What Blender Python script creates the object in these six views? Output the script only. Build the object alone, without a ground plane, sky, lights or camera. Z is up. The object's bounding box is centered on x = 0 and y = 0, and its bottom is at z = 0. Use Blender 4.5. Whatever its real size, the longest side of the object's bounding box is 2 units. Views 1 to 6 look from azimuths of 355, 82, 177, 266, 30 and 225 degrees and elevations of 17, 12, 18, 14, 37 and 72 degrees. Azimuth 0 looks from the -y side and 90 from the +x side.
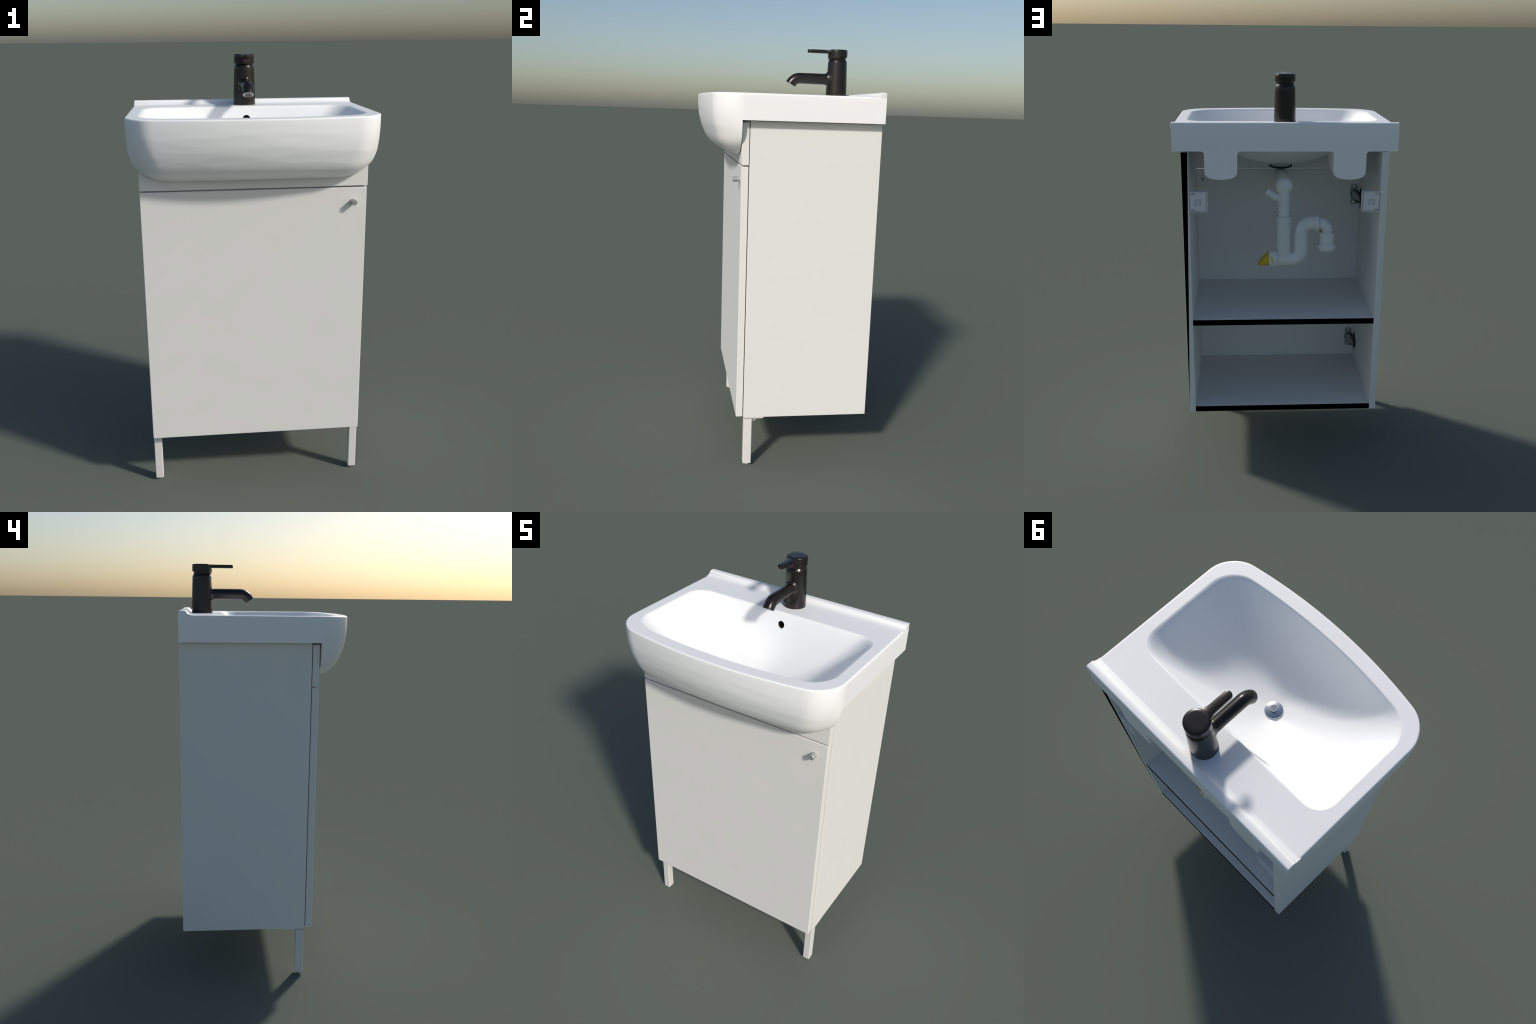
# Bathroom vanity: ceramic basin on a white cabinet with two front legs,
# dark single-lever tap, open back with shelf, wall hangers and drain trap.
import bpy, bmesh, math
from mathutils import Vector, Matrix

for o in list(bpy.data.objects):
    bpy.data.objects.remove(o)

# ------------------------------------------------------------------ materials
def material(name, base, rough=0.4, metal=0.0, vary=0.0, scale=4.0, second=None,
             bump=0.0, bump_scale=30.0, stretch=(1, 1, 1), spec=0.5, coat=0.0):
    m = bpy.data.materials.new(name)
    m.use_nodes = True
    nt = m.node_tree
    b = nt.nodes["Principled BSDF"]
    b.inputs["Base Color"].default_value = (*base, 1)
    b.inputs["Roughness"].default_value = rough
    b.inputs["Metallic"].default_value = metal
    b.inputs["Specular IOR Level"].default_value = spec
    b.inputs["Coat Weight"].default_value = coat
    tc = nt.nodes.new("ShaderNodeTexCoord")
    mp = nt.nodes.new("ShaderNodeMapping")
    mp.inputs["Scale"].default_value = stretch
    nt.links.new(tc.outputs["Object"], mp.inputs["Vector"])
    if second is None:
        second = tuple(c * (1 - vary) for c in base)
    n = nt.nodes.new("ShaderNodeTexNoise")
    n.inputs["Scale"].default_value = scale
    n.inputs["Detail"].default_value = 4
    nt.links.new(mp.outputs[0], n.inputs["Vector"])
    r = nt.nodes.new("ShaderNodeValToRGB")
    r.color_ramp.elements[0].position = 0.35
    r.color_ramp.elements[1].position = 0.65
    r.color_ramp.elements[0].color = (*second, 1)
    r.color_ramp.elements[1].color = (*base, 1)
    nt.links.new(n.outputs["Fac"], r.inputs["Fac"])
    nt.links.new(r.outputs["Color"], b.inputs["Base Color"])
    if bump:
        n2 = nt.nodes.new("ShaderNodeTexNoise")
        n2.inputs["Scale"].default_value = bump_scale
        n2.inputs["Detail"].default_value = 2
        nt.links.new(mp.outputs[0], n2.inputs["Vector"])
        bp = nt.nodes.new("ShaderNodeBump")
        bp.inputs["Strength"].default_value = bump
        bp.inputs["Distance"].default_value = 0.002
        nt.links.new(n2.outputs["Fac"], bp.inputs["Height"])
        nt.links.new(bp.outputs[0], b.inputs["Normal"])
    return m

CERAMIC = material("white_ceramic", (0.985, 0.985, 0.968), 0.36, vary=0.01, scale=3)
def add_glaze_waves(m):
    nt = m.node_tree
    tc = nt.nodes.new("ShaderNodeTexCoord")
    sep = nt.nodes.new("ShaderNodeSeparateXYZ")
    nt.links.new(tc.outputs["Object"], sep.inputs[0])
    front = nt.nodes.new("ShaderNodeMapRange")
    front.interpolation_type = 'SMOOTHSTEP'
    for k, v in (("From Min", -0.27), ("From Max", -0.33), ("To Min", 0.0), ("To Max", 1.0)):
        front.inputs[k].default_value = v
    nt.links.new(sep.outputs["Y"], front.inputs["Value"])
    below = nt.nodes.new("ShaderNodeMapRange")
    below.interpolation_type = 'SMOOTHSTEP'
    for k, v in (("From Min", 1.735), ("From Max", 1.69), ("To Min", 0.0), ("To Max", 1.0)):
        below.inputs[k].default_value = v
    nt.links.new(sep.outputs["Z"], below.inputs["Value"])
    mp = nt.nodes.new("ShaderNodeMapping")
    mp.inputs["Scale"].default_value = (5, 5, 26)
    nt.links.new(tc.outputs["Object"], mp.inputs["Vector"])
    vo = nt.nodes.new("ShaderNodeTexVoronoi")
    vo.feature = 'SMOOTH_F1'
    vo.inputs["Scale"].default_value = 1.0
    vo.inputs["Smoothness"].default_value = 0.25
    nt.links.new(mp.outputs[0], vo.inputs["Vector"])
    m1 = nt.nodes.new("ShaderNodeMath"); m1.operation = 'MULTIPLY'
    m2 = nt.nodes.new("ShaderNodeMath"); m2.operation = 'MULTIPLY'
    nt.links.new(front.outputs[0], m1.inputs[0]); nt.links.new(below.outputs[0], m1.inputs[1])
    nt.links.new(m1.outputs[0], m2.inputs[0]); nt.links.new(vo.outputs["Distance"], m2.inputs[1])
    bp = nt.nodes.new("ShaderNodeBump")
    bp.inputs["Strength"].default_value = 0.5
    bp.inputs["Distance"].default_value = 0.0026
    nt.links.new(m2.outputs[0], bp.inputs["Height"])
    nt.links.new(bp.outputs[0], nt.nodes["Principled BSDF"].inputs["Normal"])
add_glaze_waves(CERAMIC)
PAINT = material("white_lacquer", (0.84, 0.828, 0.788), 0.62, vary=0.012, scale=5, spec=0.25)
LEGMAT = material("white_leg_lacquer", (0.80, 0.775, 0.745), 0.55, vary=0.03, scale=14, spec=0.3)
BLACK = material("flat_black", (0.0005, 0.0005, 0.0005), 0.9, spec=0.0)
TAPMAT = material("dark_bronze", (0.0145, 0.0112, 0.0092), 0.26, metal=0.1,
                  second=(0.0098, 0.0080, 0.0070), scale=20)
KNOBMAT = material("satin_nickel", (0.52, 0.53, 0.51), 0.28, metal=0.5, vary=0.08, scale=60)
CHROME = material("brushed_steel", (0.74, 0.75, 0.76), 0.17, metal=1.0, vary=0.06, scale=40)
GREYMETAL = material("grey_aerator", (0.45, 0.45, 0.46), 0.4, metal=0.6, vary=0.1, scale=60)
HINGEMAT = material("dull_hinge_steel", (0.40, 0.41, 0.41), 0.45, metal=0.25, vary=0.2, scale=40)
DARKMETAL = material("dark_hinge_metal", (0.05, 0.055, 0.055), 0.45, metal=0.4, vary=0.4, scale=60)
PVC = material("white_plastic_pipe", (0.78, 0.80, 0.77), 0.42, vary=0.03, scale=10)
HANGER = material("white_hanger_plastic", (0.80, 0.80, 0.79), 0.45, vary=0.03, scale=15)
YELLOW = material("yellow_plastic", (0.74, 0.53, 0.03), 0.5, vary=0.15, scale=20)
RUBBER = material("black_rubber", (0.008, 0.008, 0.008), 0.6)
MAGENTA = material("red_indicator", (0.26, 0.015, 0.085), 0.3, second=(0.10, 0.015, 0.11), scale=150)

# ------------------------------------------------------------------ helpers
def link(ob, parent=None):
    bpy.context.scene.collection.objects.link(ob)
    if parent is not None:
        ob.parent = parent
    return ob

def smooth(me, deg=35):
    for p in me.polygons:
        p.use_smooth = True
    me.set_sharp_from_angle(angle=math.radians(deg))

def finish(name, bm, mat, parent=None, deg=35, recalc=True):
    if recalc:
        bmesh.ops.recalc_face_normals(bm, faces=bm.faces)
    me = bpy.data.meshes.new(name)
    bm.to_mesh(me)
    bm.free()
    for m in (mat if isinstance(mat, (list, tuple)) else [mat]):
        me.materials.append(m)
    smooth(me, deg)
    return link(bpy.data.objects.new(name, me), parent)

def add_box(bm, x0, x1, y0, y1, z0, z1, bevel=0.0, seg=2):
    r = bmesh.ops.create_cube(bm, size=1.0)
    vs = r["verts"]
    for v in vs:
        v.co = Vector(((x0 + x1) / 2 + v.co.x * (x1 - x0),
                       (y0 + y1) / 2 + v.co.y * (y1 - y0),
                       (z0 + z1) / 2 + v.co.z * (z1 - z0)))
    if bevel:
        es = list({e for v in vs for e in v.link_edges})
        bmesh.ops.bevel(bm, geom=es, offset=bevel, segments=seg, affect='EDGES', profile=0.5)

def box(name, x, y, z, mat, parent=None, bevel=0.0):
    bm = bmesh.new()
    add_box(bm, *x, *y, *z, bevel)
    return finish(name, bm, mat, parent, 10)

def frame_at(p, d):
    d = Vector(d).normalized()
    up = Vector((0, 0, 1)) if abs(d.z) < 0.95 else Vector((1, 0, 0))
    a = up.cross(d).normalized()
    return a, d.cross(a)

def add_loft(bm, rings, cap0=True, cap1=True, closed=True):
    rv = [[bm.verts.new(p) for p in r] for r in rings]
    n = len(rings[0])
    for a, b in zip(rv, rv[1:]):
        for i in range(n if closed else n - 1):
            j = (i + 1) % n
            bm.faces.new((a[i], a[j], b[j], b[i]))
    if cap0: bm.faces.new(rv[0][::-1])
    if cap1: bm.faces.new(rv[-1])
    return rv

def add_turn(bm, origin, axis, profile, n=48):
    """solid of revolution; profile = [(distance along axis, radius)]"""
    o = Vector(origin); d = Vector(axis).normalized()
    a, b = frame_at(o, d)
    rings = []
    for t, r in profile:
        rings.append([o + d * t + (a * math.cos(2 * math.pi * i / n) + b * math.sin(2 * math.pi * i / n)) * max(r, 1e-4)
                      for i in range(n)])
    add_loft(bm, rings)

def turn(name, origin, axis, profile, mat, parent=None, n=48, deg=35):
    bm = bmesh.new()
    add_turn(bm, origin, axis, profile, n)
    return finish(name, bm, mat, parent, deg)

def add_tube(bm, path, radii, n=32):
    """tube along a path lying in one plane (rotation-minimising frames)"""
    pts = [Vector(p) for p in path]
    tans = []
    for i in range(len(pts)):
        tans.append((pts[min(i + 1, len(pts) - 1)] - pts[max(i - 1, 0)]).normalized())
    a, b = frame_at(pts[0], tans[0])
    rings = []
    for i, (p, t) in enumerate(zip(pts, tans)):
        if i:
            q = tans[i - 1].rotation_difference(t)
            a = q @ a
        b = t.cross(a)
        r = radii[i] if isinstance(radii, list) else radii
        rings.append([p + (a * math.cos(2 * math.pi * k / n) + b * math.sin(2 * math.pi * k / n)) * r
                      for k in range(n)])
    add_loft(bm, rings)

def curve_through(pts, x):
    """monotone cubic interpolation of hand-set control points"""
    xs = [p[0] for p in pts]; ys = [p[1] for p in pts]
    if x <= xs[0]: return ys[0]
    if x >= xs[-1]: return ys[-1]
    k = max(i for i in range(len(xs) - 1) if xs[i] <= x)
    def slope(i):
        if i == 0: return (ys[1] - ys[0]) / (xs[1] - xs[0])
        if i == len(xs) - 1: return (ys[-1] - ys[-2]) / (xs[-1] - xs[-2])
        a = (ys[i] - ys[i - 1]) / (xs[i] - xs[i - 1]); b = (ys[i + 1] - ys[i]) / (xs[i + 1] - xs[i])
        return 0 if a * b <= 0 else 2 * a * b / (a + b)
    h = xs[k + 1] - xs[k]; t = (x - xs[k]) / h
    return ((1 + 2 * t) * (1 - t) ** 2 * ys[k] + t * (1 - t) ** 2 * h * slope(k)
            + t * t * (3 - 2 * t) * ys[k + 1] + t * t * (t - 1) * h * slope(k + 1))

# ------------------------------------------------------------------ top level
vanity = bpy.data.objects.new("bathroom_vanity", None)
vanity["label"] = "white bathroom washbasin cabinet with dark single-lever tap"
vanity["category"] = "vanity unit"
link(vanity)

# ------------------------------------------------------------------ basin
RIM_Z, WALL_Z = 1.762, 1.646           # deck height, underside of the side skirts
HALF_W, Y_BACK, Y_FRONT = 0.539, 0.402, -0.4025
APRON_Y = -0.234                       # back face of the deep front apron
CX, CY = 0.0, -0.055                   # drain position
BOWL_Z = 1.510

def plan_distance(x, y, hw, yb, yf, bow, rb, rf):
    """signed distance-like value of a box with bowed front and rounded corners"""
    ax = abs(x)
    if y > 0:
        q1, q2, r = ax - hw + rb, y - yb + rb, rb
    else:
        q1, q2, r = ax - hw + rf, (yf + bow * x * x) - y + rf, rf
    return math.hypot(max(q1, 0), max(q2, 0)) + min(max(q1, q2), 0) - r

OUTER = dict(hw=HALF_W, yb=Y_BACK, yf=Y_FRONT, bow=0.222, rb=0.0, rf=0.112)
INNER = dict(hw=0.483, yb=0.192, yf=-0.338, bow=0.20, rb=0.085, rf=0.105)

def reach(th, shape):
    lo, hi = 0.0, 1.2
    c, s = math.cos(th), math.sin(th)
    for _ in range(50):
        m = (lo + hi) / 2
        if plan_distance(CX + c * m, CY + s * m, **shape) < 0: lo = m
        else: hi = m
    return lo

ANG = [2 * math.pi * i / 288 for i in range(288)]
special = [math.atan2(Y_BACK - CY, HALF_W), math.atan2(Y_BACK - CY, -HALF_W)]
x_end = reach(0, OUTER)
# angle of the outer curve at the apron's back plane
def angle_at_y(yv, sign):
    lo, hi = -math.pi / 2, 0.0
    for _ in range(50):
        m = (lo + hi) / 2
        if CY + math.sin(m) * reach(m, OUTER) < yv: lo = m
        else: hi = m
    return lo if sign > 0 else math.pi - lo
special += [angle_at_y(APRON_Y, 1), angle_at_y(APRON_Y, -1)]
special = [a % (2 * math.pi) for a in special]
ANG = sorted([a for a in ANG if all(abs(a - s) > 0.008 for s in special)] + special)
N = len(ANG)
RO = [reach(a, OUTER) for a in ANG]
RI = [reach(a, INNER) for a in ANG]
fa, fb = sorted((ANG.index(special[2]), ANG.index(special[3])))
FRONT = list(range(fa, fb + 1))         # columns of the deep apron (theta around 270 deg)

# bowl section: share of the way to the rim -> share of the depth
BOWL_SIDE = [(0, 0), (0.07, 0.004), (0.2, 0.038), (0.35, 0.105), (0.5, 0.205), (0.62, 0.315), (0.75, 0.49),
             (0.86, 0.695), (0.93, 0.85), (0.97, 0.942), (0.99, 0.98), (1.0, 0.994), (1.012, 1.0)]
BOWL_BACK = [(0, 0), (0.12, 0.004), (0.3, 0.04), (0.5, 0.125), (0.65, 0.23), (0.78, 0.38), (0.87, 0.545),
             (0.93, 0.71), (0.97, 0.865), (0.99, 0.96), (1.0, 0.99), (1.012, 1.0)]
def bowl_f(t, th):
    w = abs(math.sin(th)) ** 2.2
    return (1 - w) * curve_through(BOWL_SIDE, t) + w * curve_through(BOWL_BACK, t)
def bowl_r(t, i):
    """contours are ovals near the drain and take the rim's shape further up"""
    th = ANG[i]
    b = 0.245 if math.sin(th) > 0 else 0.28
    oval = 1 / math.hypot(math.cos(th) / 0.485, math.sin(th) / b)
    k = min(1, t) ** 1.7
    return t * (RI[i] * k + oval * (1 - k))
def bowl_z(t, th):
    return BOWL_Z + (RIM_Z - BOWL_Z) * bowl_f(t, th)
def bowl_height(r, i):
    """interior height at distance r along column i"""
    lo, hi = 0.0, 1.0
    for _ in range(30):
        m = (lo + hi) / 2
        if bowl_r(m, i) < r: lo = m
        else: hi = m
    return bowl_z(lo, ANG[i])
def bowl_height_xy(x, y):
    th = math.atan2(y - CY, x - CX) % (2 * math.pi)
    i = min(range(N), key=lambda k: abs(ANG[k] - th))
    return bowl_height(math.hypot(x - CX, y - CY), i)
SHELL = 0.010                           # thickness of the bowl

def at(th, r, z):
    return Vector((CX + math.cos(th) * r, CY + math.sin(th) * r, z))

bm = bmesh.new()
rings = []
TS = [0.04, 0.09, 0.15, 0.22, 0.29, 0.36, 0.43, 0.5, 0.56, 0.62, 0.68, 0.73, 0.78, 0.82, 0.86, 0.89, 0.92, 0.945,
      0.965, 0.98, 0.99, 1.0, 1.006, 1.012]
for t in TS:
    rings.append([at(a, bowl_r(t, i), bowl_z(t, a)) for i, a in enumerate(ANG)])
# flat deck out to the rounded outer edge (4 steps), then the roll-over
EDGE = 0.007
for k in (0.03, 0.25, 0.55, 0.85, 0.97):
    rings.append([at(a, RI[i] * 1.012 + (RO[i] - EDGE * 1.4 - RI[i] * 1.012) * k, RIM_Z) for i, a in enumerate(ANG)])
def front_weight(i):
    y = CY + math.sin(ANG[i]) * RO[i]
    u = min(1, max(0, (-0.20 - y) / 0.10))
    return u * u * (3 - 2 * u)
def ramp(a, b, x):
    u = min(1, max(0, (x - a) / (b - a)))
    return u * u * (3 - 2 * u)
def wall_pt(i, inset, z):
    """point of the outer wall moved inwards; scaled in x and y so corners never fold"""
    p = at(ANG[i], RO[i], z)
    yc = APRON_Y
    if p.y < yc and inset > EDGE:
        corner = ramp(0.55, 0.85, abs(p.x) / HALF_W) * ramp(0.05, 0.45, (yc - p.y) / (yc - Y_FRONT))
        inset *= 1 - 0.05 * corner
    p.x *= (HALF_W - inset) / HALF_W
    if p.y < yc:
        b = yc - Y_FRONT
        p.y = yc + (p.y - yc) * (b - inset) / b
    elif p.y > 0:
        p.y *= (Y_BACK - inset) / Y_BACK
    return p
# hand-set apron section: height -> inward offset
APRON = [(1.755, 0.0), (1.72, 0.0), (1.69, 0.002), (1.665, 0.005), (1.646, 0.009), (1.62, 0.016), (1.594, 0.026),
         (1.56, 0.042), (1.54, 0.057), (1.52, 0.080), (1.505, 0.105), (1.497, 0.128), (1.4915, 0.150)]
SIDE_LOW = [(1.646, 0.0), (1.61, 0.003), (1.585, 0.010), (1.56, 0.022), (1.54, 0.040), (1.52, 0.070), (1.505, 0.105),
            (1.497, 0.135), (1.4915, 0.165)]
def inset_at(i, z):
    w = front_weight(i)
    f = curve_through([(-a, b) for a, b in APRON], -z)
    s = curve_through([(-a, b) for a, b in SIDE_LOW], -z)
    return w * f + (1 - w) * s
for k in range(0, 6):                                # rounded top edge
    a = math.pi / 2 * k / 5
    ins, dz = EDGE * (1 - math.sin(a)), EDGE * (1 - math.cos(a))
    rings.append([wall_pt(i, ins, RIM_Z - dz) for i in range(N)])
for z in (1.735, 1.715, 1.695, 1.675, 1.66, WALL_Z):
    rings.append([wall_pt(i, inset_at(i, z), z) for i in range(N)])
rv = [[bm.verts.new(p) for p in r] for r in rings]
c0 = bm.verts.new((CX, CY, BOWL_Z))
for i in range(N):
    bm.faces.new((c0, rv[0][i], rv[0][(i + 1) % N]))
for a, b in zip(rv, rv[1:]):
    for i in range(N):
        j = (i + 1) % N
        bm.faces.new((a[i], b[i], b[j], a[j]))
# deep front apron
low = [1.632, 1.618, 1.604, 1.59, 1.575, 1.56, 1.547, 1.535, 1.524, 1.514, 1.506, 1.499, 1.494]
prev = [rv[-1][i] for i in FRONT]
ends = [[prev[0]], [prev[-1]]]
for z in low:
    cur = []
    for i in FRONT:
        cur.append(bm.verts.new(wall_pt(i, inset_at(i, z), z)))
    for k in range(len(FRONT) - 1):
        bm.faces.new((prev[k], cur[k], cur[k + 1], prev[k + 1]))
    ends[0].append(cur[0]); ends[1].append(cur[-1])
    prev = cur
b = APRON_Y - Y_FRONT
for frac, z in ((0.955, 1.491), (0.985, 1.493), (1.0, 1.502)):   # rolls up into the back face
    cur = []
    for i in FRONT:
        p = wall_pt(i, 0.0, z)
        sx = (HALF_W - 0.165) / HALF_W
        cur.append(bm.verts.new((p.x * sx, APRON_Y + (p.y - APRON_Y) * (1 - frac), z)))
    for k in range(len(FRONT) - 1):
        bm.faces.new((prev[k], cur[k], cur[k + 1], prev[k + 1]))
    if frac < 1.0:
        ends[0].append(cur[0]); ends[1].append(cur[-1])
    prev = cur
# underside: back face line of the apron, then up to the bowl's outside
und = []
r0 = []
for i, a in enumerate(ANG):
    if i in (fa, fb) or not (fa < i < fb):
        r0.append(rv[-1][i])
    else:
        r = (APRON_Y - CY) / math.sin(a)
        r0.append(bm.verts.new(at(a, r, min(WALL_Z, bowl_height(r, i) - SHELL))))
bm.faces.new([r0[i] for i in FRONT] + ends[1][1:] + prev[::-1] + ends[0][:0:-1])
und.append(r0)
for t in (0.9, 0.8, 0.72, 0.64, 0.56, 0.48, 0.4, 0.32, 0.24, 0.16, 0.09):
    ring = []
    for i, a in enumerate(ANG):
        r = bowl_r(t, i)
        if fa < i < fb:
            r = min(r, (APRON_Y - CY) / math.sin(a) * (0.97 if t > 0.5 else 0.95) * (1 - 0.02 * (0.9 - t)))
        ring.append(bm.verts.new(at(a, r, min(WALL_Z - 0.0005 * (1 - t), bowl_height(r, i) - SHELL))))
    und.append(ring)
for a, c in zip(und, und[1:]):
    for i in range(N):
        j = (i + 1) % N
        bm.faces.new((a[i], c[i], c[j], a[j]))
cb = bm.verts.new((CX, CY, BOWL_Z - SHELL))
for i in range(N):
    bm.faces.new((und[-1][i], cb, und[-1][(i + 1) % N]))
basin = finish("basin", bm, CERAMIC, vanity, 40)

# overflow hole: a real bore through the bowl's back wall with a black cup set inside it
bmc = bmesh.new()
HOLE = Vector((0, 0.181, 1.704)); HDIR = Vector((0, 1, -0.12)).normalized()
add_turn(bmc, HOLE - HDIR * 0.06, HDIR, [(0, 0.018), (0.10, 0.018)], 40)
cut = finish("hole_cutter", bmc, CERAMIC)
mod = basin.modifiers.new("bore", "BOOLEAN")
mod.object = cut; mod.operation = 'DIFFERENCE'; mod.solver = 'EXACT'
bpy.context.view_layer.update()
dg = bpy.context.evaluated_depsgraph_get()
me2 = bpy.data.meshes.new_from_object(basin.evaluated_get(dg))
basin.modifiers.clear(); basin.data = me2; me2.name = "basin"
bpy.data.objects.remove(cut)
smooth(me2, 40)
bm = bmesh.new()
a, b2 = frame_at(HOLE, HDIR)
ringp = lambda t, r: [HOLE + HDIR * t + (a * math.cos(2 * math.pi * i / 32) + b2 * math.sin(2 * math.pi * i / 32)) * r for i in range(32)]
add_loft(bm, [ringp(0.038, 0.0185), ringp(0.005, 0.0177), ringp(0.005, 0.0165), ringp(0.034, 0.0165)])
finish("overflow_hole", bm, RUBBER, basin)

# raised ledge along the wall
LEDGE = [(0.402, 1.70), (0.4025, 1.774), (0.4015, 1.778), (0.399, 1.7805), (0.396, 1.7815), (0.377, 1.7815), (0.372, 1.7805),
         (0.368, 1.7775), (0.364, 1.7725), (0.359, 1.7675), (0.353, 1.7643), (0.345, 1.7625), (0.337, 1.7615), (0.337, 1.70)]
bm = bmesh.new()
xs = [(-HALF_W + 0.0003, 0.0012), (-HALF_W + 0.0013, 0.0), (-0.3, 0), (0, 0), (0.3, 0), (HALF_W - 0.0013, 0.0), (HALF_W - 0.0003, 0.0012)]
rings = []
for x, dd in xs:
    rings.append([(x, y - (dd if y > 0.39 else 0), z - (dd if z > 1.768 else 0)) for y, z in LEDGE])
add_loft(bm, rings)
finish("back_ledge", bm, CERAMIC, basin, 35)

# lugs on the back of the basin
def lug(sign):
    bm = bmesh.new()
    half = []
    for k in range(5):                      # flare under the skirt
        a = math.pi / 2 * k / 4
        half.append((0.0785 + 0.014 * (1 - math.sin(a)), WALL_Z + 0.003 - 0.014 * (1 - math.cos(a)) - 0.003))
    half += [(0.0782, 1.60), (0.078, 1.56), (0.0772, 1.542), (0.0755, 1.5345), (0.069, 1.5255)]
    for x in (0.059, 0.047, 0.034, 0.018):
        half.append((x, 1.5095 + 0.027 * (1 - math.sqrt(1 - (x / 0.0765) ** 2))))
    prof = half + [(0, 1.5095)] + [(-x, z) for x, z in half[::-1]]
    prof = [(prof[0][0], WALL_Z + 0.02)] + prof + [(prof[-1][0], WALL_Z + 0.02)]
    rings = []
    for y, lift in ((0.4022, 0.0), (0.30, 0.002), (0.245, 0.006), (0.225, 0.012), (0.21, 0.018), (0.20, 0.022), (0.19, 0.028), (0.18, 0.034),
                    (0.17, 0.041), (0.16, 0.047), (0.15, 0.054), (0.14, 0.061), (0.125, 0.072), (0.11, 0.084)):
        ring = []
        for x, z in prof:
            if z <= WALL_Z - 0.015:
                top = WALL_Z - 0.0145
                z = top - (top - z) * max(0.05, 1 - lift / 0.13)
            X = sign * 0.3095 + x
            if y < 0.30:
                z = min(z, bowl_height_xy(X, y) - 0.014)
            ring.append((X, y, z))
        rings.append(ring)
    add_loft(bm, rings)
    return finish("mounting_lug", bm, CERAMIC, basin, 40)
lug(1); lug(-1)

# drain: domed cover with a knob, flange and rubber seal underneath
DZ = BOWL_Z
turn("drain_cover", (CX, CY, DZ), (0, 0, 1),
     [(-0.004, 0.030), (0.003, 0.034), (0.004, 0.0385), (0.006, 0.0392), (0.0078, 0.0380), (0.010, 0.028), (0.0112, 0.017),
      (0.0113, 0.0150), (0.0270, 0.0150), (0.0285, 0.0140), (0.0285, 0.006), (0.0285, 0.0)], CHROME, basin, 48, 25)
turn("drain_flange", (CX, CY, 1.503), (0, 0, -1), [(0, 0.05), (0.004, 0.054), (0.009, 0.054), (0.012, 0.05)], PVC, basin)
turn("rubber_seal", (CX, CY, 1.4955), (0, 0, -1), [(0, 0.056), (0.0025, 0.0625), (0.0075, 0.0625), (0.011, 0.055)], RUBBER, basin)

# ------------------------------------------------------------------ tap
TY = 0.298
tap = turn("tap", (0, TY, RIM_Z - 0.002), (0, 0, 1),
           [(0, 0.0525), (0.002, 0.0528), (0.03, 0.0525), (0.07, 0.0515), (0.12, 0.0498), (0.16, 0.0485), (0.178, 0.048),
            (0.1805, 0.0476), (0.1815, 0.0471), (0.1905, 0.0427), (0.1925, 0.0415), (0.215, 0.0415)], TAPMAT, vanity, 64, 30)
bm = bmesh.new()
SR, FIL, SZ = 0.0268, 0.013, 1.8548
P0, P1, P2, P3 = (0.105, 1.8548), (0.088, 1.8548), (0.071, 1.844), (0.0595, 1.8235)
bend = []
for k in range(0, 13):
    t = k / 12
    y = (1 - t) ** 3 * P0[0] + 3 * t * (1 - t) ** 2 * P1[0] + 3 * t * t * (1 - t) * P2[0] + t ** 3 * P3[0]
    z = (1 - t) ** 3 * P0[1] + 3 * t * (1 - t) ** 2 * P1[1] + 3 * t * t * (1 - t) * P2[1] + t ** 3 * P3[1]
    bend.append((y, z))

def body_y(x):
    return TY - math.sqrt(max(1e-6, 0.0505 ** 2 - x * x))
NS = 48
rings = []
for k in range(0, 9):                       # fillet that hugs the round body
    a = math.pi / 2 * k / 8
    r = SR + FIL * (1 - math.sin(a)); off = FIL * (1 - math.cos(a)) * 1.3 - 0.0004
    ring = []
    for m in range(NS):
        p = 2 * math.pi * m / NS
        x, z = r * math.cos(p), SZ + r * math.sin(p)
        ring.append((x, body_y(x) - off + (0.006 if k == 0 else 0), z))
    rings.append(ring)
for y in (0.205, 0.17, 0.135):
    rings.append([(SR * math.cos(2 * math.pi * m / NS), y, SZ + SR * math.sin(2 * math.pi * m / NS)) for m in range(NS)])
for k, (y, z) in enumerate(bend):
    y0, z0 = bend[max(0, k - 1)]; y1, z1 = bend[min(len(bend) - 1, k + 1)]
    t = Vector((0, y1 - y0, z1 - z0)).normalized()
    if k == 0: t = Vector((0, -1, 0))
    n = Vector((0, t.z, -t.y))
    rings.append([Vector((0, y, z)) + Vector((1, 0, 0)) * SR * math.cos(2 * math.pi * m / NS) + n * SR * math.sin(2 * math.pi * m / NS) for m in range(NS)])
add_loft(bm, rings)
finish("spout", bm, TAPMAT, tap, 40)
sd = Vector((0, P3[0] - P2[0], P3[1] - P2[1])).normalized()
tip = Vector((0, P3[0], P3[1]))
turn("aerator", tip - sd * 0.0115, sd, [(0, 0.024), (0.0105, 0.0245), (0.012, 0.0235), (0.012, 0.0175), (0.007, 0.0165),
     (0.007, 0.0125), (0.0105, 0.0115), (0.0105, 0.0065), (0.008, 0.006), (0.008, 0.0)], GREYMETAL, tap, 40)
turn("aerator_screen", tip - sd * 0.004, sd, [(0, 0.016), (0.0012, 0.0155)], HINGEMAT, tap, 32)
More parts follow.
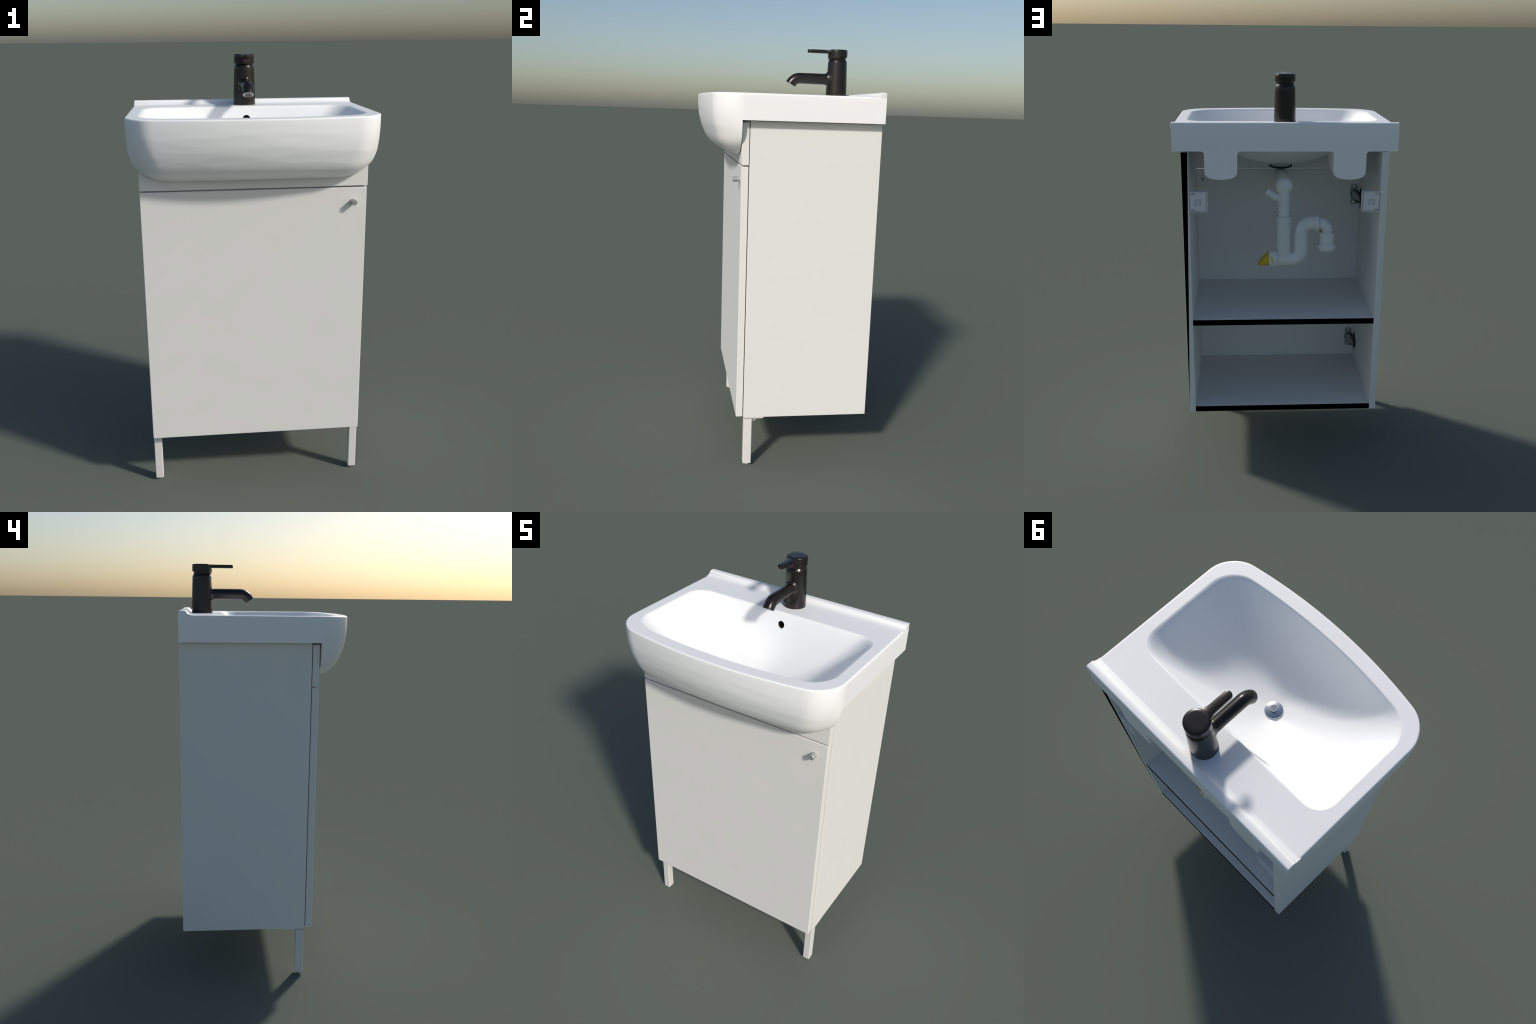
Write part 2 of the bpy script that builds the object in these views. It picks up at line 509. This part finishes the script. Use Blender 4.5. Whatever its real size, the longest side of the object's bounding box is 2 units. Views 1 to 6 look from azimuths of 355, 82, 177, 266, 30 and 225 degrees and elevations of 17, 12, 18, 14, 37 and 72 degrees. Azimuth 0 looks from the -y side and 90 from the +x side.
# lever cap with slanted underside
bm = bmesh.new()
rings = []
def cap_ring(r, zf, n=64):
    return [(r * math.cos(2 * math.pi * i / n), TY + r * math.sin(2 * math.pi * i / n),
             zf(TY + r * math.sin(2 * math.pi * i / n))) for i in range(n)]
slant = lambda y: 1.952 + (y - 0.25) / 0.096 * 0.0125
for r, f in ((0.040, lambda y: slant(y) + 0.004), (0.0465, lambda y: slant(y)), (0.0485, lambda y: slant(y) + 0.0018),
             (0.0486, lambda y: 1.985), (0.0484, lambda y: 1.9955), (0.0475, lambda y: 1.9982), (0.0455, lambda y: 1.9995),
             (0.035, lambda y: 2.0), (0.015, lambda y: 2.0)):
    rings.append(cap_ring(r, f))
add_loft(bm, rings)
finish("lever_cap", bm, TAPMAT, tap, 40)
# lever blade: flat bar flaring into the cap
bm = bmesh.new()
outline = []
for y, w in ((0.275, 0.036), (0.262, 0.0300), (0.255, 0.0255), (0.247, 0.0215), (0.238, 0.0188), (0.226, 0.0178), (0.19, 0.0172), (0.165, 0.0168)):
    outline.append((w, y))
for k in range(1, 10):
    a = math.pi / 2 * k / 10
    outline.append((0.0168 * math.cos(a), 0.1588 - 0.0168 * math.sin(a)))
loop = outline + [(0, 0.142)] + [(-x, y) for x, y in outline[::-1]]
def blade(sc, z):
    return [(x * sc, 0.20 + (y - 0.20) * (1 - (1 - sc) * 0.29), z) for x, y in loop]
add_loft(bm, [blade(0.86, 1.9818), blade(0.96, 1.9825), blade(1.0, 1.985), blade(1.0, 1.994), blade(0.96, 1.9968), blade(0.86, 1.9976)])
finish("lever", bm, TAPMAT, tap, 40)
turn("lever_indicator", (0, 0.2515, 1.9705), (0, -1, 0), [(0, 0.0078), (0.0025, 0.0074), (0.0042, 0.0055), (0.005, 0.002)], MAGENTA, tap, 24)
turn("tap_gasket", (0, TY, RIM_Z - 0.001), (0, 0, 1), [(0, 0.0535), (0.0022, 0.0535)], RUBBER, tap)

# ------------------------------------------------------------------ cabinet
cabinet = bpy.data.objects.new("cabinet", None)
link(cabinet, vanity)
XO, XI = 0.498, 0.4655
CF, CB = -0.1945, 0.4025
ZB, ZT = 0.2505, 1.643
def side_panel(sign):
    bm = bmesh.new()
    xo = XO if sign > 0 else XO + 0.0008
    add_box(bm, min(sign * XI, sign * xo), max(sign * XI, sign * xo), CF, CB, ZB, ZT, 0.0012, 2)
    return finish("side_panel", bm, PAINT, cabinet, 10)
sp = side_panel(1); side_panel(-1)
# black triangular strip on the rear edge of one side panel
bm = bmesh.new()
tri = [(XO - 0.0004, ZT - 0.0006), (XI + 0.0004, ZT - 0.0006), (XO - 0.0004, ZB + 0.0006)]
add_loft(bm, [[(x, CB - 0.002, z) for x, z in tri], [(x, CB + 0.0004, z) for x, z in tri]])
finish("black_rear_edge", bm, BLACK, sp, 30)
def shelf(name, z0, z1):
    s = box(name, (-XI, XI), (CF + 0.001, CB - 0.0035), (z0, z1), PAINT, cabinet, 0.0008)
    box("black_rear_edge", (-XI + 0.0004, XI - 0.0004), (CB - 0.0038, CB - 0.0015), (z0 + 0.0003, z1 - 0.0003), BLACK, s)
shelf("shelf", 0.750, 0.780)
shelf("bottom_panel", ZB + 0.0008, 0.2815)
DX0, DX1, DF, DB = -0.4955, 0.4925, -0.230, -0.1985
door = box("door", (DX0, DX1), (DF, DB), (0.2535, 1.4425), PAINT, cabinet, 0.0022)
# fascia, hollowed at the top where the bowl hangs into the cabinet
bm = bmesh.new()
FX = [DX0 + (0.4955 - DX0) * k / 60 for k in range(61)]
top = [(x, min(1.637, bowl_height_xy(x, DB) - SHELL - 0.003)) for x in FX]
loop = [(DX0, 1.449), (0.4955, 1.449)] + top[::-1]
add_loft(bm, [[(x, DF, z) for x, z in loop], [(x, DB, z) for x, z in loop]])
bmesh.ops.bevel(bm, geom=[e for e in bm.edges if all(abs(v.co.y - DF) < 1e-5 for v in e.verts)], offset=0.002, segments=2, affect='EDGES')
finish("fascia", bm, PAINT, cabinet, 10)
turn("knob", (0.433, DF + 0.001, 1.381), (0, -1, 0),
     [(0, 0.0125), (0.017, 0.0125), (0.0172, 0.0112), (0.019, 0.0112), (0.0192, 0.0128), (0.031, 0.0128), (0.0325, 0.0118), (0.033, 0.009)],
     KNOBMAT, door, 40, 30)
turn("screw", (0.432, DB - 0.001, 1.385), (0, 1, 0), [(0, 0.009), (0.003, 0.008), (0.0045, 0.004)], HINGEMAT, door, 20)

# hinges on the inside of the door
def hinge(z, tilt):
    x0 = -0.431
    bm = bmesh.new()
    loop = []
    for cx, cz, a0 in ((0.011, 0.049, 0), (-0.011, 0.049, 90), (-0.011, -0.049, 180), (0.011, -0.049, 270)):
        for k in range(6):
            a = math.radians(a0 + 18 * k)
            loop.append((x0 + cx + 0.009 * math.cos(a), z + cz + 0.009 * math.sin(a)))
    add_loft(bm, [[(x, DB - 0.001, zz) for x, zz in loop], [(x, DB + 0.0035, zz) for x, zz in loop]])
    h = finish("hinge", bm, HINGEMAT, door, 30)
    for dz in (-0.045, 0.045):
        turn("hinge_screw", (x0, DB + 0.003, z + dz), (0, 1, 0), [(0, 0.0075), (0.002, 0.007), (0.003, 0.004)], CHROME, h, 18)
    turn("hinge_cup", (x0 - 0.004, DB + 0.003, z + 0.002), (0, 1, 0), [(0, 0.024), (0.004, 0.024), (0.006, 0.021)], DARKMETAL, h, 28)
    bm = bmesh.new()
    sec = lambda x, y, hw, zz: [(x - 0.007, y, zz - hw), (x + 0.007, y + 0.012, zz - hw), (x + 0.007, y + 0.012, zz + hw), (x - 0.007, y, zz + hw)]
    add_loft(bm, [sec(x0 + 0.008, DB + 0.004, 0.016, z + 0.006), sec(x0 - 0.006, DB + 0.022, 0.017, z + 0.002),
                  sec(x0 - 0.018, DB + 0.04, 0.015, z - 0.010), sec(x0 - 0.0225, DB + 0.075, 0.013, z - 0.014)])
    finish("hinge_arm", bm, HINGEMAT, h, 30)
    box("hinge_mount", (-XI, -XI + 0.012), (DB + 0.03, DB + 0.085), (z - 0.036, z + 0.018), DARKMETAL, h, 0.003)
    box("hinge_stop", (x0 - 0.030, x0 - 0.008), (DB + 0.02, DB + 0.034), (z - 0.045, z - 0.02), DARKMETAL, h, 0.002)
    bm = bmesh.new()
    wing = [(DB + 0.02, z + 0.03), (DB + 0.035, z + 0.045), (DB + 0.05, z + 0.03), (DB + 0.048, z - 0.05), (DB + 0.036, z - 0.075), (DB + 0.026, z - 0.05)]
    add_loft(bm, [[(-XI + 0.0005, y, zz) for y, zz in wing], [(-XI + 0.004, y, zz) for y, zz in wing]])
    finish("hinge_plate", bm, DARKMETAL, h, 30)
hinge(1.297, 0); hinge(0.402, 0)

# legs
def leg(sign):
    x0, x1 = sorted((sign * 0.4595, sign * 0.4965))
    l = box("leg", (x0, x1), (-0.1925, -0.1525), (0.010, 0.2495), LEGMAT, cabinet, 0.003)
    xc = (x0 + x1) / 2
    turn("foot_glide", (xc, -0.1725, 0.012), (0, 0, -1), [(0, 0.013), (0.007, 0.0125), (0.012, 0.009)], LEGMAT, l, 24)
    bx = sorted((sign * 0.4965, sign * 0.400))
    box("leg_flange", bx, (-0.1925, -0.0985), (0.2435, 0.2500), LEGMAT, l, 0.001)
    for kind in ("y", "x"):
        bm = bmesh.new()
        if kind == "y":
            t = [(-0.1535, 0.2440), (-0.112, 0.2440), (-0.120, 0.2400), (-0.1535, 0.2170)]
            add_loft(bm, [[(xc - 0.003, y, z) for y, z in t], [(xc + 0.003, y, z) for y, z in t]])
        else:
            xi = sign * 0.458
            t = [(xi, 0.2440), (xi - sign * 0.042, 0.2440), (xi - sign * 0.034, 0.2400), (xi, 0.2170)]
            add_loft(bm, [[(x, -0.1755, z) for x, z in t], [(x, -0.1695, z) for x, z in t]])
        finish("leg_rib", bm, LEGMAT, l, 30)
leg(1); leg(-1)

# wall hangers: boxed plastic housings in the upper rear corners
def hanger(sign):
    xa, xb = 0.3755, XI
    X = lambda a, b: tuple(sorted((sign * a, sign * b)))
    bm = bmesh.new()
    y0, y1 = 0.376, 0.4035
    w = 0.0042
    add_box(bm, *X(xa, xb), y0, y1, 1.4455, 1.4495, 0.001)
    add_box(bm, *X(xa, xb), y0, y1, 1.3500, 1.3540, 0.001)
    add_box(bm, *X(xa, xa + w), y0 + 0.0003, y1 - 0.0003, 1.3502, 1.4493, 0.001)
    hg = finish("wall_hanger", bm, HANGER, cabinet, 10)
    # inner plate with a square opening made of four rails
    pa, pb, za, zb = xa + 0.0068, xb - 0.003, 1.3560, 1.4448
    ha, hb, ka, kb = 0.4085, 0.4385, 1.383, 1.414
    bm = bmesh.new()
    yp0, yp1 = 0.384, 0.401
    add_box(bm, *X(pa, ha), yp0, yp1, za, zb)
    add_box(bm, *X(hb, pb), yp0, yp1, za + 0.008, zb - 0.010)
    add_box(bm, *X(ha, hb), yp0, yp1, za, ka)
    add_box(bm, *X(ha, hb), yp0, yp1, kb, zb)
    finish("hanger_plate", bm, HANGER, hg, 30)
    box("hanger_back", X(xa + 0.001, xb), (0.3765, 0.391), (1.355, 1.445), HANGER, hg)
    turn("hanger_bolt", (sign * 0.424, 0.390, 1.392), (0, 1, 0), [(0, 0.012), (0.004, 0.0105), (0.005, 0.007)], HANGER, hg, 20)
hanger(1); hanger(-1)

# ------------------------------------------------------------------ drain trap
PY = 0.299
trap = bpy.data.objects.new("drain_trap", None)
link(trap, vanity)
bm = bmesh.new()
tail = [(0, CY - 0.041, 1.4395), (0, CY - 0.036, 1.4395), (0, CY - 0.022, 1.44), (0, CY, 1.4405), (0, 0.05, 1.445), (0, 0.15, 1.4505), (0, 0.24, 1.4535),
        (0, PY + 0.006, 1.455), (0, PY + 0.018, 1.455), (0, PY + 0.027, 1.455), (0, PY + 0.031, 1.455)]
add_tube(bm, tail, [0.018, 0.028, 0.036, 0.039, 0.040, 0.0405, 0.0435, 0.0435, 0.040, 0.030, 0.015], 40)
add_turn(bm, (CX, CY, 1.49), (0, 0, -1), [(0, 0.037), (0.04, 0.037)], 40)
finish("tailpiece", bm, PVC, trap, 45)
turn("upright_pipe", (0, PY, 1.47), (0, 0, -1), [(0, 0.0295), (0.20, 0.0295)], PVC, trap, 40)
nd = Vector((0.062, 0, 0.037)).normalized()
prof = [(0, 0.0185)]
for k in range(5):
    s = 0.028 + k * 0.010
    prof += [(s, 0.0182), (s + 0.0015, 0.0200), (s + 0.008, 0.0172)]
prof += [(0.0835, 0.0165), (0.0835, 0.012), (0.06, 0.012)]
turn("hose_nozzle", (0.018, PY, 1.387), nd, prof, PVC, trap, 32, 25)
turn("trap_sleeve", (0, PY, 1.303), (0, 0, -1), [(0.012, 0.030), (0.0, 0.0335), (0.0, 0.0365), (0.004, 0.0362), (0.21, 0.0352), (0.226, 0.034)], PVC, trap, 44)
bm = bmesh.new()
path = [(0.04, PY, 1.075), (0.0, PY, 1.075), (-0.03, PY, 1.075)]
path += [(-0.042 + 0.046 * math.sin(math.radians(a)) * -1, PY, 1.121 - 0.046 * math.cos(math.radians(a))) for a in range(0, 91, 10)]
path += [(-0.088, PY, 1.16), (-0.088, PY, 1.2185)]
add_tube(bm, path, [0.0362] * len(path), 40)
finish("trap_bend", bm, PVC, trap, 40)
bm = bmesh.new()
path = [(-0.088, PY, 1.19), (-0.088, PY, 1.215)]
path += [(-0.137 + 0.049 * math.cos(math.radians(a)), PY, 1.2145 + 0.049 * math.sin(math.radians(a))) for a in range(0, 91, 10)]
path += [(-0.158, PY, 1.2635), (-0.178, PY, 1.2635)]
add_tube(bm, path, [0.0335, 0.0335] + [0.0335 + 0.003 * min(1, k / 6) for k in range(10)] + [0.0365, 0.0365], 40)
finish("trap_crown", bm, PVC, trap, 40)
turn("collar", (-0.154, PY, 1.2625), (-1, 0, 0), [(0, 0.038), (0.001, 0.0425), (0.022, 0.0425), (0.024, 0.037)], PVC, trap, 44)
bm = bmesh.new()
path = [(-0.165, PY, 1.263), (-0.180, PY, 1.263)]
path += [(-0.181 - 0.040 * math.sin(math.radians(a)), PY, 1.223 + 0.040 * math.cos(math.radians(a))) for a in range(0, 91, 10)]
path += [(-0.221, PY, 1.19)]
add_tube(bm, path, [0.0325] * 2 + [0.0325 - 0.003 * min(1, k / 8) for k in range(10)] + [0.0295], 40)
finish("trap_outlet", bm, PVC, trap, 40)
turn("outlet_sleeve", (-0.221, PY, 1.2185), (0, 0, -1),
     [(0.008, 0.030), (0.0, 0.0345), (0.0, 0.0388), (0.055, 0.0378), (0.066, 0.0378), (0.066, 0.0445), (0.069, 0.0462), (0.086, 0.0462), (0.094, 0.042), (0.099, 0.034)],
     PVC, trap, 44, 30)
turn("cleanout_ring", (0.032, PY, 1.076), (1, 0, 0), [(0, 0.037), (0.003, 0.0435), (0.006, 0.0452), (0.0425, 0.0452), (0.0425, 0.036)], PVC, trap, 44, 30)
# yellow cleaning plug cut off at a slant
bm = bmesh.new()
n = 36
r = 0.0358
base, end = [], []
for i in range(n):
    a = 2 * math.pi * i / n
    y, z = PY + r * math.cos(a), 1.077 + r * math.sin(a)
    base.append((0.07, y, z))
    u = (z - (1.077 - r)) / (2 * r)
    end.append((0.130 - 0.054 * max(0, u - 0.12) / 0.88, y, z))
add_loft(bm, [base, end])
plug = finish("cleaning_plug", bm, YELLOW, trap, 30)
# bayonet lug of the plug seen in the ring's slot
bm = bmesh.new()
pts = [(0.0625, 30), (0.061, 14), (0.0575, 0), (0.0555, -10)]
def on_ring(x, deg, rr):
    a = math.radians(deg)
    return Vector((x, PY + rr * math.cos(a), 1.076 + rr * math.sin(a)))
rings = []
for x, d in pts:
    rings.append([on_ring(x + 0.0042, d, 0.0438), on_ring(x + 0.0042, d, 0.0458), on_ring(x - 0.0042, d, 0.0458), on_ring(x - 0.0042, d, 0.0438)])
add_loft(bm, rings)
finish("plug_lug", bm, YELLOW, plug, 30)
